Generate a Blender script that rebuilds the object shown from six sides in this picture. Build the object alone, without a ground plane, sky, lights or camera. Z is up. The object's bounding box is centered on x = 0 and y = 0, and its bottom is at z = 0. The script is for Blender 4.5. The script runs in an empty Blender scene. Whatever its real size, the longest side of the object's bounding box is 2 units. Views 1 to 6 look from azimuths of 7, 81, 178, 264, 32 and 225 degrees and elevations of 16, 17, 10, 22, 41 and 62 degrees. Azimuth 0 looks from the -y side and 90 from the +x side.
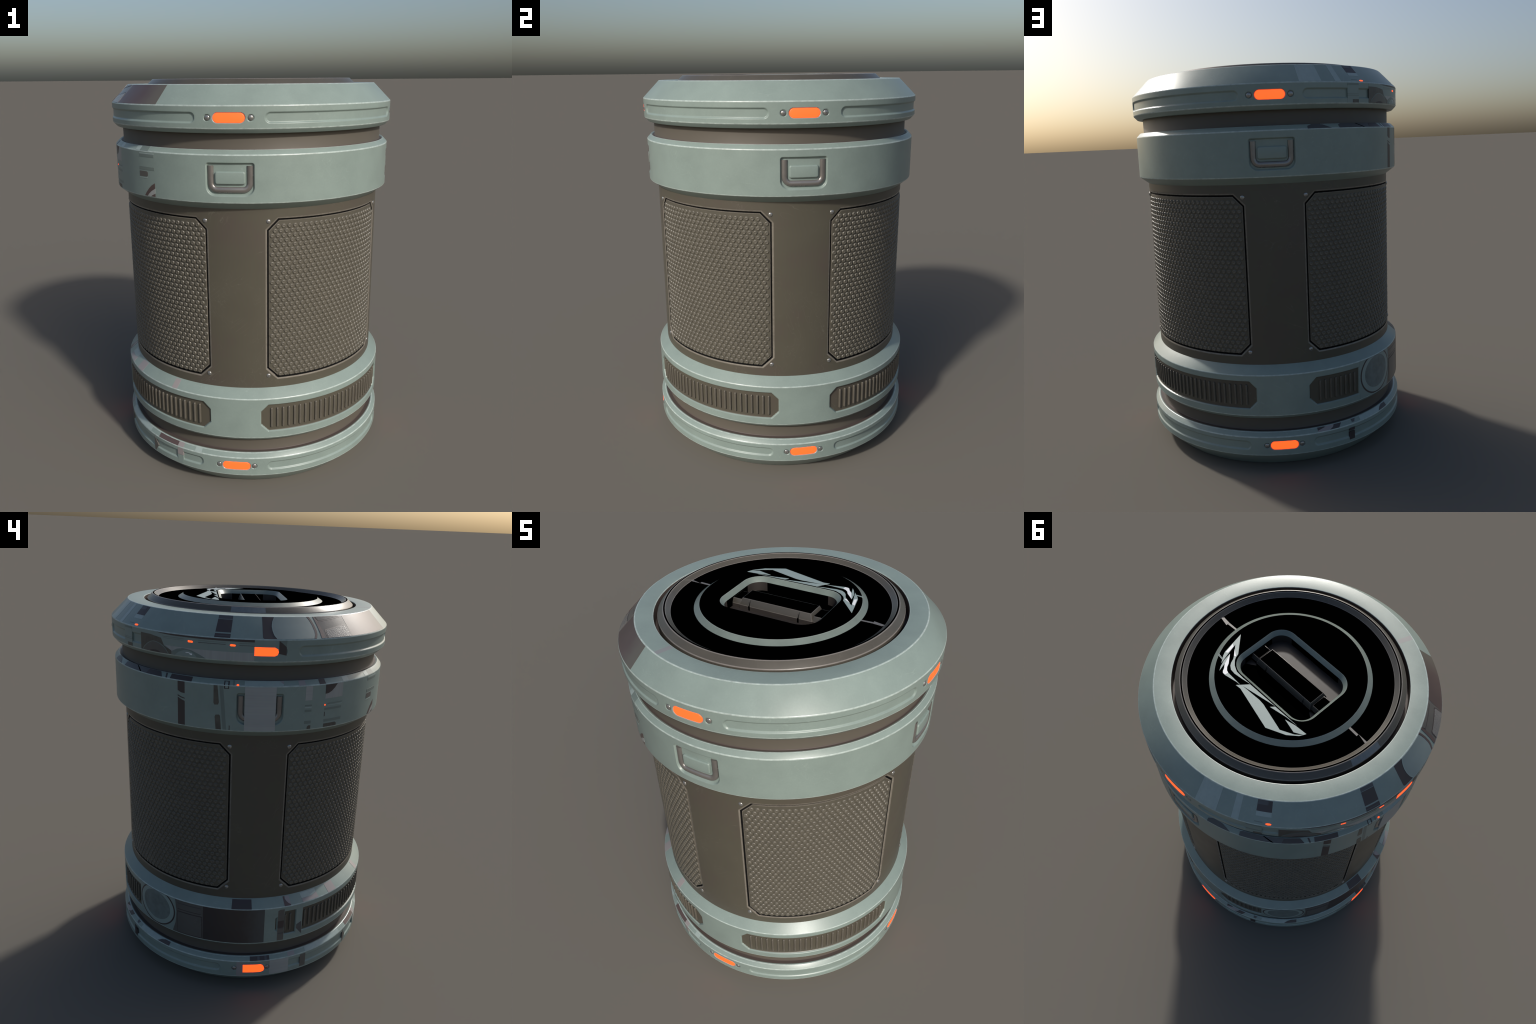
import bpy, bmesh, math, random
import numpy as np

random.seed(7)
rng = np.random.default_rng(7)
TAU = 2 * math.pi

# ------------------------------------------------------------------ materials
MATS = {}


def mat(name, base, rough=0.45, metallic=0.0, mottle=0.10, scale=5.0, scratch=0.0, brushed=None,
        spec=0.5, emit=None, grain=0.0, tint=None, coat=0.0, fade=None, streak=0.06, leather=0.0):
    """Procedural Principled paint: soft mottling, fine grain, thin scratches, brushed streaks."""
    m = bpy.data.materials.new(name)
    m.use_nodes = True
    nt = m.node_tree
    N, L = nt.nodes, nt.links
    N.clear()
    out = N.new("ShaderNodeOutputMaterial")
    b = N.new("ShaderNodeBsdfPrincipled")
    L.new(b.outputs[0], out.inputs[0])
    b.inputs["Metallic"].default_value = metallic
    b.inputs["Roughness"].default_value = rough
    b.inputs["Specular IOR Level"].default_value = spec
    if coat:
        b.inputs["Coat Weight"].default_value = coat
        b.inputs["Coat Roughness"].default_value = 0.25
    tc = N.new("ShaderNodeTexCoord")

    def noise(sc, det, ro=0.6, vec=None, mapping=None):
        n = N.new("ShaderNodeTexNoise")
        n.inputs["Scale"].default_value = sc
        n.inputs["Detail"].default_value = det
        n.inputs["Roughness"].default_value = ro
        src = vec or tc.outputs["Object"]
        if mapping:
            mp = N.new("ShaderNodeMapping")
            mp.inputs["Rotation"].default_value = mapping[0]
            mp.inputs["Scale"].default_value = mapping[1]
            if any(mapping[0]):   # rotate first, then stretch
                mp.vector_type = "TEXTURE"
                mp.inputs["Scale"].default_value = tuple(1 / q for q in mapping[1])
            L.new(src, mp.inputs[0])
            src = mp.outputs[0]
        L.new(src, n.inputs["Vector"])
        return n

    def ramp(fac, stops):
        r = N.new("ShaderNodeValToRGB")
        e = r.color_ramp.elements
        e[0].position, e[0].color = stops[0][0], (*stops[0][1], 1)
        e[1].position, e[1].color = stops[-1][0], (*stops[-1][1], 1)
        for p, c in stops[1:-1]:
            x = e.new(p)
            x.color = (*c, 1)
        L.new(fac, r.inputs[0])
        return r

    def mix(fac, a, c, mode="MIX"):
        x = N.new("ShaderNodeMix")
        x.data_type = "RGBA"
        x.blend_type = mode
        if isinstance(fac, float):
            x.inputs[0].default_value = fac
        else:
            L.new(fac, x.inputs[0])
        for s, v in ((6, a), (7, c)):
            if isinstance(v, tuple):
                x.inputs[s].default_value = (*v, 1)
            else:
                L.new(v, x.inputs[s])
        return x.outputs[2]

    base = tuple(base)
    dark = tuple(c * (1 - mottle) for c in base)
    light = tuple(min(1, c * (1 + mottle)) for c in base)
    if tint:
        dark = tuple(c * (1 - mottle) for c in tint)
    n1 = noise(scale, 8, 0.62)
    col = ramp(n1.outputs["Fac"], [(0.30, dark), (0.5, base), (0.72, light)]).outputs[0]
    if grain:
        n2 = noise(160, 3, 0.7)
        g = ramp(n2.outputs["Fac"], [(0.3, (1 - grain,) * 3), (0.7, (1 + grain,) * 3)])
        col = mix(1.0, col, g.outputs[0], "MULTIPLY")
    if brushed:
        n3 = noise(1.0, 4, 0.7, mapping=((0, 0, 0), brushed))
        g = ramp(n3.outputs["Fac"], [(0.35, (1 - streak,) * 3), (0.65, (1 + streak,) * 3)])
        col = mix(1.0, col, g.outputs[0], "MULTIPLY")
    if scratch:
        tot = None
        for k, (rx, rz, sc) in enumerate(((0.5, 0.4, 1.0), (-0.7, 1.1, 1.3), (1.2, -0.6, 0.9), (0.15, 0.2, 1.1))):
            nn = noise(2.2, 1.5, 0.45, mapping=((rx, 0.3 * k, rz), (14 * sc, 14 * sc, 0.9)))
            r = ramp(nn.outputs["Fac"], [(0.494, (0, 0, 0)), (0.5, (1, 1, 1)), (0.506, (0, 0, 0))])
            gate = noise(3.1 + k, 2, 0.5)
            gr = ramp(gate.outputs["Fac"], [(0.56, (0, 0, 0)), (0.66, (1, 1, 1))])
            o = mix(1.0, r.outputs[0], gr.outputs[0], "MULTIPLY")
            tot = o if tot is None else mix(1.0, tot, o, "LIGHTEN")
        sc_ = N.new("ShaderNodeMath")
        sc_.operation = "MULTIPLY"
        sc_.inputs[1].default_value = scratch
        L.new(tot, sc_.inputs[0])
        lite = tuple(min(1, c * 1.5 + 0.03) for c in base)
        col = mix(sc_.outputs[0], col, lite)
    if fade:   # blends towards a second colour along the azimuth, with a ragged front
        a0, a1, c2 = fade
        sep = N.new("ShaderNodeSeparateXYZ")
        L.new(tc.outputs["Object"], sep.inputs[0])
        ny = N.new("ShaderNodeMath")
        ny.operation = "MULTIPLY"
        ny.inputs[1].default_value = -1
        L.new(sep.outputs[1], ny.inputs[0])
        at = N.new("ShaderNodeMath")
        at.operation = "ARCTAN2"
        L.new(sep.outputs[0], at.inputs[0])
        L.new(ny.outputs[0], at.inputs[1])
        ad = N.new("ShaderNodeMath")
        ad.operation = "MULTIPLY_ADD"
        L.new(noise(16, 6, 0.7).outputs["Fac"], ad.inputs[0])
        ad.inputs[1].default_value = math.radians(a1 - a0) * 1.1
        L.new(at.outputs[0], ad.inputs[2])
        fr = N.new("ShaderNodeMapRange")
        fr.interpolation_type = "SMOOTHSTEP"
        off = math.radians(a1 - a0) * 0.55
        fr.inputs["From Min"].default_value = math.radians(a0 - 360) + off
        fr.inputs["From Max"].default_value = math.radians(a1 - 360) + off
        L.new(ad.outputs[0], fr.inputs[0])
        col = mix(fr.outputs[0], col, tuple(c2))
    L.new(col, b.inputs["Base Color"])
    # roughness variation and a whisper of bump
    n4 = noise(9, 6, 0.6)
    mr = N.new("ShaderNodeMapRange")
    mr.inputs["To Min"].default_value = max(0.02, rough - 0.07)
    mr.inputs["To Max"].default_value = min(1, rough + 0.07)
    L.new(n4.outputs["Fac"], mr.inputs[0])
    L.new(mr.outputs[0], b.inputs["Roughness"])
    if emit:
        b.inputs["Emission Color"].default_value = (*emit[0], 1)
        b.inputs["Emission Strength"].default_value = emit[1]
    else:
        nb = noise(120, 2, 0.5)
        bp = N.new("ShaderNodeBump")
        bp.inputs["Strength"].default_value = 0.35 if leather else 0.04
        bp.inputs["Distance"].default_value = 0.002
        if leather:
            nb.inputs["Scale"].default_value = leather
        L.new(nb.outputs["Fac"], bp.inputs["Height"])
        L.new(bp.outputs[0], b.inputs["Normal"])
    MATS[name] = m
    return m


TEAL = (0.212, 0.268, 0.245)
PAINT = mat("teal_paint", TEAL, 0.36, mottle=0.065, scale=9, scratch=0.22, grain=0.03)
PAINT_EDGE = mat("teal_paint_worn_edge", (0.360, 0.425, 0.400), 0.30, mottle=0.24, scale=45)
BROWN = mat("brown_enamel", (0.079, 0.072, 0.054), 0.40, mottle=0.06, scale=4, scratch=0.55, tint=(0.085, 0.070, 0.058))
BROWN_EDGE = mat("brown_edge_highlight", (0.165, 0.149, 0.125), 0.28, mottle=0.18, scale=30)  # paler brown paints the edge highlight on groove lips and panel rims
GRIP = mat("grip_plate", (0.082, 0.075, 0.058), 0.40, mottle=0.08, scale=7)
STUD = mat("grip_stud", (0.105, 0.096, 0.077), 0.34, mottle=0.12, scale=24)
GROOVE_DARK = mat("dark_groove", (0.006, 0.006, 0.006), 0.8, mottle=0.1, spec=0.1)  # near-black colour for groove bottoms and joint strips, not a separate seal
RUBBER = mat("neck_rubber", (0.088, 0.077, 0.062), 0.55, mottle=0.05, scale=3, spec=0.35)
FLOORB = mat("groove_lining", (0.072, 0.056, 0.050), 0.50, mottle=0.05, scale=3)
STEEL = mat("steel_bar", (0.245, 0.232, 0.220), 0.27, metallic=0.6, mottle=0.14, scale=14)
BOLT = mat("bolt_steel", (0.31, 0.305, 0.295), 0.22, metallic=0.7, mottle=0.12, scale=40)
BLACK = mat("fault_black", (0.0004, 0.0004, 0.0004), 1.0, mottle=0.1, spec=0.0)  # copies the black of doubled coplanar faces, a render fault of the original
BEZEL = mat("bezel_enamel", (0.070, 0.064, 0.053), 0.33, mottle=0.08, scale=8, scratch=0.5)
BEZEL_EDGE = mat("bezel_worn_edge", (0.17, 0.155, 0.142), 0.30, mottle=0.15, scale=30)
GLOW = mat("orange_lamp", (0.35, 0.070, 0.018), 0.40, mottle=0.03, emit=((2.6, 0.150, 0.022), 1.0))
LENS = mat("orange_lamp_rim", (0.75, 0.20, 0.08), 0.30, mottle=0.03, emit=((1.0, 0.14, 0.04), 0.75))
# colours of the texture bleed, a mapping fault of the original
P_DARK = mat("patch_dark_brown", (0.052, 0.040, 0.040), 0.42, mottle=0.08)
P_MAUVE = mat("patch_mauve_brown", (0.092, 0.062, 0.058), 0.36, mottle=0.12, scale=3)
P_GREY = mat("patch_brushed_grey", (0.315, 0.322, 0.312), 0.36, mottle=0.04, brushed=(45, 45, 1.0), streak=0.07)
P_GREYH = mat("patch_cross_brushed_grey", (0.325, 0.332, 0.322), 0.42, mottle=0.04, brushed=(2, 2, 70), streak=0.05)
P_PALE = mat("patch_pale_blue", (0.300, 0.362, 0.345), 0.34, mottle=0.04, brushed=(40, 40, 2), streak=0.05)
P_ROSE = mat("patch_rose_grey", (0.275, 0.250, 0.248), 0.36, mottle=0.06)
P_SLATE = mat("patch_slate", (0.074, 0.074, 0.078), 0.42, mottle=0.12, scale=12)
P_PLATE = mat("patch_plate", (0.105, 0.100, 0.092), 0.30, mottle=0.10, scale=9, scratch=0.5)
P_TEAL = mat("patch_teal", (0.208, 0.262, 0.244), 0.38, mottle=0.06)
P_TEALD = mat("patch_teal_dark", (0.150, 0.188, 0.172), 0.40, mottle=0.06)  # darker teal for the lines and rings of the bleed patches
P_FROST = mat("patch_frosted_disc", (0.205, 0.250, 0.240), 0.42, mottle=0.08, scale=10)
P_GRILLE = mat("patch_grille", (0.085, 0.078, 0.066), 0.40, mottle=0.25, scale=30, brushed=(90, 90, 4))
P_WHITE = mat("decal_white", (0.78, 0.79, 0.80), 0.35, mottle=0.03)
TOPPAINT = mat("top_disc_paint", (0.145, 0.178, 0.160), 0.36, mottle=0.14, scale=9)
TOPEDGE = mat("top_disc_worn_edge", (0.190, 0.222, 0.208), 0.32, mottle=0.14, scale=30)
P_FAINT = mat("patch_faint_mauve", (0.228, 0.232, 0.232), 0.36, mottle=0.06)
SLAT = mat("vent_slat_enamel", (0.108, 0.098, 0.080), 0.32, mottle=0.10, scale=20)
P_FADE = mat("patch_mauve_fade", (0.078, 0.055, 0.052), 0.36, mottle=0.10, scale=3, fade=(320.5, 329.5, (0.094, 0.085, 0.072)))  # mauve blending into grey-brown along the azimuth
P_FADE2 = mat("patch_dark_fade", (0.045, 0.037, 0.036), 0.40, mottle=0.10, scale=3, fade=(265.0, 275.0, (0.066, 0.070, 0.072)))
P_LEATHER = mat("patch_grained_plate", (0.170, 0.163, 0.155), 0.28, mottle=0.10, scale=30, leather=210.0)
P_RING = mat("patch_disc_bezel", (0.245, 0.305, 0.285), 0.36, mottle=0.05)
P_HAZE = mat("patch_disc_haze", (0.135, 0.165, 0.160), 0.45, mottle=0.22, scale=26)
P_BEZ = mat("patch_bezel_blue", (0.135, 0.155, 0.165), 0.36, mottle=0.05, brushed=(60, 60, 1.0), streak=0.10)
WELL_LIN = mat("well_lining", (0.026, 0.022, 0.020), 0.50, mottle=0.06, scale=3)
GRIPBAR = mat("handle_enamel", (0.050, 0.046, 0.039), 0.36, mottle=0.08, scale=8)
GRIPBAR_EDGE = mat("handle_worn_edge", (0.105, 0.096, 0.088), 0.30, mottle=0.15, scale=30)
P_DECAL = mat("decal_teal", (0.25, 0.31, 0.30), 0.40, mottle=0.05)
STRIP = mat("inlay_strip", (0.125, 0.118, 0.114), 0.38, mottle=0.06)

# ------------------------------------------------------------------ helpers
ROOT = bpy.data.objects.new("storage_canister", None)
bpy.context.scene.collection.objects.link(ROOT)
ROOT["label"] = "round armoured storage canister with studded grip panels and orange lamps"
ROOT["category"] = "storage canister"


def link(name, me, parent=ROOT, mats=(), sharp=32):
    ob = bpy.data.objects.new(name, me)
    bpy.context.scene.collection.objects.link(ob)
    for m in mats:
        if m.name not in me.materials:
            me.materials.append(m)
    if len(me.polygons) and sharp:
        me.polygons.foreach_set("use_smooth", [True] * len(me.polygons))
        me.set_sharp_from_angle(angle=math.radians(sharp))
    ob.parent = parent
    return ob


def cyl(a_deg, R, z):
    a = math.radians(a_deg)
    return (R * math.sin(a), -R * math.cos(a), z)


def sd_box(u, v, hx, hy, r):
    qx, qy = np.abs(u) - hx + r, np.abs(v) - hy + r
    return np.hypot(np.maximum(qx, 0), np.maximum(qy, 0)) + np.minimum(np.maximum(qx, qy), 0) - r


def sd_chamfer(u, v, hx, hy, c):
    u, v = np.abs(u), np.abs(v)
    return np.maximum(np.maximum(u - hx, v - hy), (u + v - (hx + hy - c)) * 0.70711)


def smooth(t):
    t = np.clip(t, 0, 1)
    return t * t * (3 - 2 * t)


def arc_diff(a, c):
    return (a - c + 180) % 360 - 180


def profile(points):
    """points: (R, z, fillet, mat_of_next_segment, mat_of_fillet). Returns rows with fillets and row materials."""
    rows, mats = [], []
    n = len(points)
    for i, p in enumerate(points):
        R, z, f, seg_m, fil_m = p
        if f <= 0 or i in (0, n - 1):
            rows.append((R, z))
            mats.append(seg_m)
            continue
        a, c = np.array(points[i - 1][:2]), np.array(points[i + 1][:2])
        b = np.array((R, z))
        d1, d2 = a - b, c - b
        d1, d2 = d1 / np.linalg.norm(d1), d2 / np.linalg.norm(d2)
        p0, p2 = b + d1 * f, b + d2 * f
        K = 4
        for k in range(K + 1):
            t = k / K
            q = (1 - t) ** 2 * p0 + 2 * t * (1 - t) * b + t * t * p2
            rows.append(tuple(q))
            mats.append(fil_m if k < K else seg_m)
    return rows, mats


def densify(rows, mats, z0, z1, R, step):
    """Add rows on the straight wall of radius R between z0 and z1."""
    out, om = [], []
    for i in range(len(rows)):
        out.append(rows[i])
        om.append(mats[i])
        if i + 1 < len(rows):
            (Ra, za), (Rb, zb) = rows[i], rows[i + 1]
            if abs(Ra - R) < 1e-4 and abs(Rb - R) < 1e-4 and min(za, zb) >= z0 - 1e-3 and max(za, zb) <= z1 + 1e-3:
                zs = step(za, zb) if callable(step) else np.linspace(za, zb, max(2, int(abs(zb - za) / step) + 1))
                for z in zs[1:-1]:
                    out.append((R, float(z)))
                    om.append(mats[i])
    return out, om


def azimuths(coarse, fine_spans, fine):
    vals = set(round(x, 4) for x in np.arange(0, 360, coarse))
    for a, b in fine_spans:
        lo = math.ceil(a / fine) * fine
        for x in np.arange(lo, b, fine):
            vals.add(round(x % 360, 4))
    v = sorted(vals)
    out = [v[0]]
    for x in v[1:]:
        if x - out[-1] > fine * 0.45:
            out.append(x)
    return np.array(out)


def lathe(name, azs, rows, row_mats, depth=None, face_mat=None, mats=(PAINT,), parent=ROOT, sharp=32, wallR=None):
    """Ring mesh; depth(az, z) sinks the wall of radius wallR; face_mat(az, z) may override a wall face's material
    with an index or None to leave the face out (it becomes a part of its own)."""
    n, k = len(azs), len(rows)
    A = np.radians(azs)
    V = np.zeros((k, n, 3))
    for i, (R, z) in enumerate(rows):
        r = np.full(n, R)
        if depth is not None and abs(R - wallR) < 1e-4:
            r = r - depth(azs, np.full(n, z))
        V[i, :, 0], V[i, :, 1], V[i, :, 2] = r * np.sin(A), -r * np.cos(A), z
    faces, fm = [], []
    idx = np.arange(k * n).reshape(k, n)
    jn = np.roll(np.arange(n), -1)
    azc = azs + (arc_diff(azs[jn], azs)) / 2
    for i in range(k - 1):
        q = np.stack([idx[i], idx[i][jn], idx[i + 1][jn], idx[i + 1]], 1)
        m = np.full(n, row_mats[i])
        if face_mat is not None and abs(rows[i][0] - wallR) < 1e-4 and abs(rows[i + 1][0] - wallR) < 1e-4:
            m = face_mat(azc, np.full(n, (rows[i][1] + rows[i + 1][1]) / 2), m)
        faces.append(q)
        fm.append(m)
    F, M = np.concatenate(faces), np.concatenate(fm)
    V = V.reshape(-1, 3)

    def build(nm, sel, mm, par):
        f = F[sel]
        used = np.unique(f)
        remap = np.full(len(V), -1)
        remap[used] = np.arange(len(used))
        me = bpy.data.meshes.new(nm)
        me.from_pydata(V[used].tolist(), [], remap[f].tolist())
        for x in mm:
            me.materials.append(x)
        mi = M[sel]
        me.polygons.foreach_set("material_index", np.where(mi >= 50, mi - 50, mi).astype(np.int32))
        return link(nm, me, par, (), sharp)
    return build, M, np.tile(azc, k - 1)


SURF = {"lid_slope": ((.7268, 1.8898), (.641, 1.9765)), "lid_wall": ((.7268, 1.793), (.7268, 1.8898)),
        "collar_chamfer": ((.7188, 1.6814), (.698, 1.7027)), "collar_wall": ((.7188, 1.4698), (.7188, 1.6814)),
        "flange_chamfer": ((.7188, .5053), (.674, .5440)), "flange_wall": ((.7188, .294), (.7188, .5053)),
        "base_chamfer": ((.7268, .1835), (.707, .204)), "base_wall": ((.7268, .0866), (.7268, .1835)),
        "bezel_slope": ((.5415, 1.976), (.5156, 2.0)), "barrel": ((.673, .545), (.673, 1.434)),
        "lid_top": ((.641, 1.9765), (.5587, 1.9765))}


def inlay(name, surf, poly, material, lift=0.0007, parent=ROOT, thick=0.0025, slab=1.5, holes=None):
    """Thin plate let into a ring: polygon in (azimuth, fraction across the ring's face)."""
    (R1, z1), (R2, z2) = SURF[surf]
    nR, nz = (z2 - z1), -(R2 - R1)
    ln = math.hypot(nR, nz)
    nR, nz = nR / ln, nz / ln
    if surf == "lid_top":
        nR, nz = 0.0, 1.0
    bm = bmesh.new()
    vs = [bm.verts.new((a, s, 0)) for a, s in poly]
    bm.faces.new(vs)
    lo, hi = min(p[0] for p in poly), max(p[0] for p in poly)
    x = math.floor(lo / slab) * slab + slab
    while x < hi - 1e-6:
        bmesh.ops.bisect_plane(bm, geom=bm.verts[:] + bm.edges[:] + bm.faces[:], plane_co=(x, 0, 0), plane_no=(1, 0, 0), dist=1e-6)
        x += slab
    bmesh.ops.triangulate(bm, faces=[f for f in bm.faces if len(f.verts) > 4])
    bmesh.ops.recalc_face_normals(bm, faces=bm.faces)
    if sum(f.normal.z for f in bm.faces) < 0:
        bmesh.ops.reverse_faces(bm, faces=bm.faces)
    top = list(bm.faces)
    ret = bmesh.ops.extrude_face_region(bm, geom=top, use_keep_orig=True)
    moved = [g for g in ret["geom"] if isinstance(g, bmesh.types.BMVert)]
    for v in moved:
        v.co.z = 1
    bmesh.ops.recalc_face_normals(bm, faces=bm.faces)
    for v in bm.verts:
        a, s, lev = v.co
        off = lift if lev > 0.5 else lift - thick
        R = R1 + (R2 - R1) * s + nR * off
        z = z1 + (z2 - z1) * s + nz * off
        v.co = cyl(a, R, z)
    bmesh.ops.recalc_face_normals(bm, faces=bm.faces)
    me = bpy.data.meshes.new(name)
    bm.to_mesh(me)
    bm.free()
    return link(name, me, parent, (material,), 25)


def rect(a0, a1, s0=0.0, s1=1.0):
    return [(a0, s0), (a1, s0), (a1, s1), (a0, s1)]


def oval(ac, sc, ra, rs, a0=0, a1=360, n=28):
    return [(ac + ra * math.cos(math.radians(t)), sc + rs * math.sin(math.radians(t))) for t in np.linspace(a0, a1, n + 1)[:n + (a1 - a0 < 360)]]


def round_rect(hx, hy, r, n=6):
    """Rounded rectangle loop; r may be one radius or (bottom, top)."""
    rb, rt = (r, r) if not isinstance(r, tuple) else r
    pts = []
    for cx, cy, rr, t0 in ((hx, hy, rt, 0), (-hx, hy, rt, 90), (-hx, -hy, rb, 180), (hx, -hy, rb, 270)):
        for k in range(n + 1):
            t = math.radians(t0 + 90 * k / n)
            pts.append((cx - math.copysign(rr, cx) + rr * math.cos(t), cy - math.copysign(rr, cy) + rr * math.sin(t)))
    return pts


def pad_mesh(name, R, hx, hy, r, lo, hi, bevel, zc=0.0, cap_steps=10):
    """Cushion-like plate on a cylinder wall of radius R, centred on azimuth 0: vertical sides, rounded top edge."""
    bm = bmesh.new()
    levels = [(0.0, lo)] + [(bevel * (1 - math.cos(t)), hi - bevel * (1 - math.sin(t))) for t in np.linspace(0, math.pi / 2, 5)]
    loops = []
    for inset, h in levels:
        rr = tuple(max(1e-4, q - inset) for q in r) if isinstance(r, tuple) else max(1e-4, r - inset)
        loops.append([bm.verts.new((u, v, h)) for u, v in round_rect(hx - inset, hy - inset, rr)])
    for a, b in zip(loops, loops[1:]):
        for i in range(len(a)):
            j = (i + 1) % len(a)
            bm.faces.new((a[i], a[j], b[j], b[i]))
    f = bm.faces.new(loops[-1])
    for k in range(1, cap_steps):
        x = -hx + 2 * hx * k / cap_steps
        bmesh.ops.bisect_plane(bm, geom=bm.verts[:] + bm.edges[:] + bm.faces[:], plane_co=(x, 0, 0), plane_no=(1, 0, 0), dist=1e-6)
    for v in bm.verts:
        u, w, h = v.co
        v.co = cyl(math.degrees(u / R), R + h, zc + w)
    bmesh.ops.triangulate(bm, faces=[f for f in bm.faces if len(f.verts) > 4])
    bmesh.ops.recalc_face_normals(bm, faces=bm.faces)
    me = bpy.data.meshes.new(name)
    bm.to_mesh(me)
    bm.free()
    return me


def dome_mesh(name, R, r, h, lo=-0.006, socket=0.0, sink=0.0):
    """Round bolt head sitting on a wall of radius R at azimuth 0, z 0."""
    bm = bmesh.new()
    prof = [(r, lo)] + [(r * math.cos(t), h * math.sin(t)) for t in np.linspace(0, math.radians(82), 7)]
    if socket:
        prof += [(socket, h * 0.97), (socket * 0.9, h * 0.55), (0.0006, h * 0.5)]
    loops = [[bm.verts.new((cyl(math.degrees(q * math.cos(t) / R), R + w - sink, q * math.sin(t)))) for t in np.linspace(0, TAU, 20, endpoint=False)] for q, w in prof]
    for a, b in zip(loops, loops[1:]):
        for i in range(20):
            j = (i + 1) % 20
            bm.faces.new((a[i], a[j], b[j], b[i]))
    bm.faces.new(loops[-1])
    bmesh.ops.recalc_face_normals(bm, faces=bm.faces)
    me = bpy.data.meshes.new(name)
    bm.to_mesh(me)
    bm.free()
    return me


def place(name, me, az, z, parent, mats=(), sharp=40):
    ob = link(name, me, parent, mats, sharp if me.users == 0 else 0)
    ob.rotation_euler = (0, 0, math.radians(az))
    ob.location = (0, 0, z)
    return ob


# ------------------------------------------------------------------ dimensions (metres, degrees)
R_LID, R_COL, R_BODY, R_NECK = 0.7268, 0.7188, 0.673, 0.679
LAMP_AZ = (-0.2, 88.9, 180.3, 270.0)
LID_SLOTS = ((12.0, 76.5), (102.1, 169.1), (192.1, 258.0), (282.9, 347.9))
BASE_SLOTS = ((12.7, 77.0), (102.3, 167.2), (192.3, 257.6), (282.6, 346.9))
BASE_LAMP_AZ = (0.5, 89.4, 180.4, 270.4)
Z_LAMP, Z_BASE_LAMP = 1.8393, 0.1385
VENTS = ((10.1, 79.5, 14.5), (100.3, 170.4, 105.3), (191.1, 260.4, 195.9), (280.1, 350.4, 284.7))
PANELS = ((13.2, 76.9), (101.0, 168.2), (193.0, 259.4), (282.6, 349.3))
PANEL_Z = (0.594, 1.389)

# ------------------------------------------------------------------ lid
spans = [(c - 16, c + 16) for c in LAMP_AZ]
AZ = azimuths(1.0, spans, 0.2)


def slot_depth(azs, zs, slots, zc, lamps, R, bolt):
    d = np.zeros_like(azs)
    for a0, a1 in slots:
        c, hw = (a0 + a1) / 2, math.radians((a1 - a0) / 2) * R
        sd = sd_box(np.radians(arc_diff(azs, c)) * R, zs - zc, hw, 0.0250, 0.0249)
        d = np.maximum(d, 0.0068 * smooth(-sd / 0.0085))
    for c in lamps:
        sd = sd_box(np.radians(arc_diff(azs, c)) * R, zs - zc, math.radians(5.75) * R, 0.0235, 0.0235)
        d = np.maximum(d, 0.0045 * smooth(-sd / 0.0035))
        for sgn in (-1, 1):   # sockets of the two bolts beside each lamp
            da = np.radians(arc_diff(azs, c + sgn * bolt)) * R
            d = np.maximum(d, 0.0040 * smooth((0.0160 - np.hypot(da, zs - zc)) / 0.0030))
    return d


lid_pts = [(0.660, 1.7725, 0, 0, 0), (0.7070, 1.7725, 0.003, 0, 0), (R_LID, 1.7930, 0.0035, 0, 1), (R_LID, 1.8898, 0.0035, 0, 1),
           (0.6410, 1.9765, 0.0035, 0, 1), (0.5587, 1.9765, 0.003, 2, 1), (0.5587, 1.9140, 0, 2, 2)]
rows, rm = profile(lid_pts)
rows, rm = densify(rows, rm, 1.790, 1.893, R_LID, 0.0018)
build, M, _ = lathe("lid", AZ, rows, rm, lambda a, z: slot_depth(a, z, LID_SLOTS, Z_LAMP, LAMP_AZ, R_LID, 7.5), wallR=R_LID)
LID = build("lid", np.arange(len(M)), (PAINT, PAINT_EDGE, FLOORB), ROOT)

lamp = pad_mesh("lamp", R_LID, math.radians(5.45) * R_LID, 0.0208, 0.0207, -0.006, -0.0006, 0.0030)
lamp.materials.append(GLOW)
screw = dome_mesh("screw", R_LID, 0.0126, 0.0056, socket=0.0028, sink=0.0030)
screw.materials.append(BOLT)
for i, c in enumerate(LAMP_AZ):
    place("lamp", lamp, c, Z_LAMP, LID)
    for sgn in (-1, 1):
        if i == 3:
            continue
        place("screw", screw, c + 7.5 * sgn, Z_LAMP, LID)

# ------------------------------------------------------------------ base ring (the lid's mirror image)
base_pts = [(0.590, 0.0, 0, 0, 0), (0.6395, 0.0, 0.002, 0, 0), (R_LID, 0.0866, 0.0035, 0, 1), (R_LID, 0.1835, 0.0035, 0, 1),
            (0.7070, 0.2040, 0.003, 0, 1), (0.7000, 0.2040, 0, 0, 0)]
rows, rm = profile(base_pts)
rows, rm = densify(rows, rm, 0.084, 0.187, R_LID, 0.0018)
build, M, _ = lathe("base_ring", AZ, rows, rm, lambda a, z: slot_depth(a, z, BASE_SLOTS, Z_BASE_LAMP, BASE_LAMP_AZ, R_LID, 7.0), wallR=R_LID)
BASE = build("base_ring", np.arange(len(M)), (PAINT, PAINT_EDGE), ROOT)
for i, c in enumerate(BASE_LAMP_AZ):
    place("lamp", lamp, c, Z_BASE_LAMP, BASE)
    for sgn in (-1, 1):
        place("screw", screw, c + 7.0 * sgn, Z_BASE_LAMP, BASE)
rows = [(0.001, 0.004), (0.30, 0.004), (0.5895, 0.004), (0.5905, 0.0005)]
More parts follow.
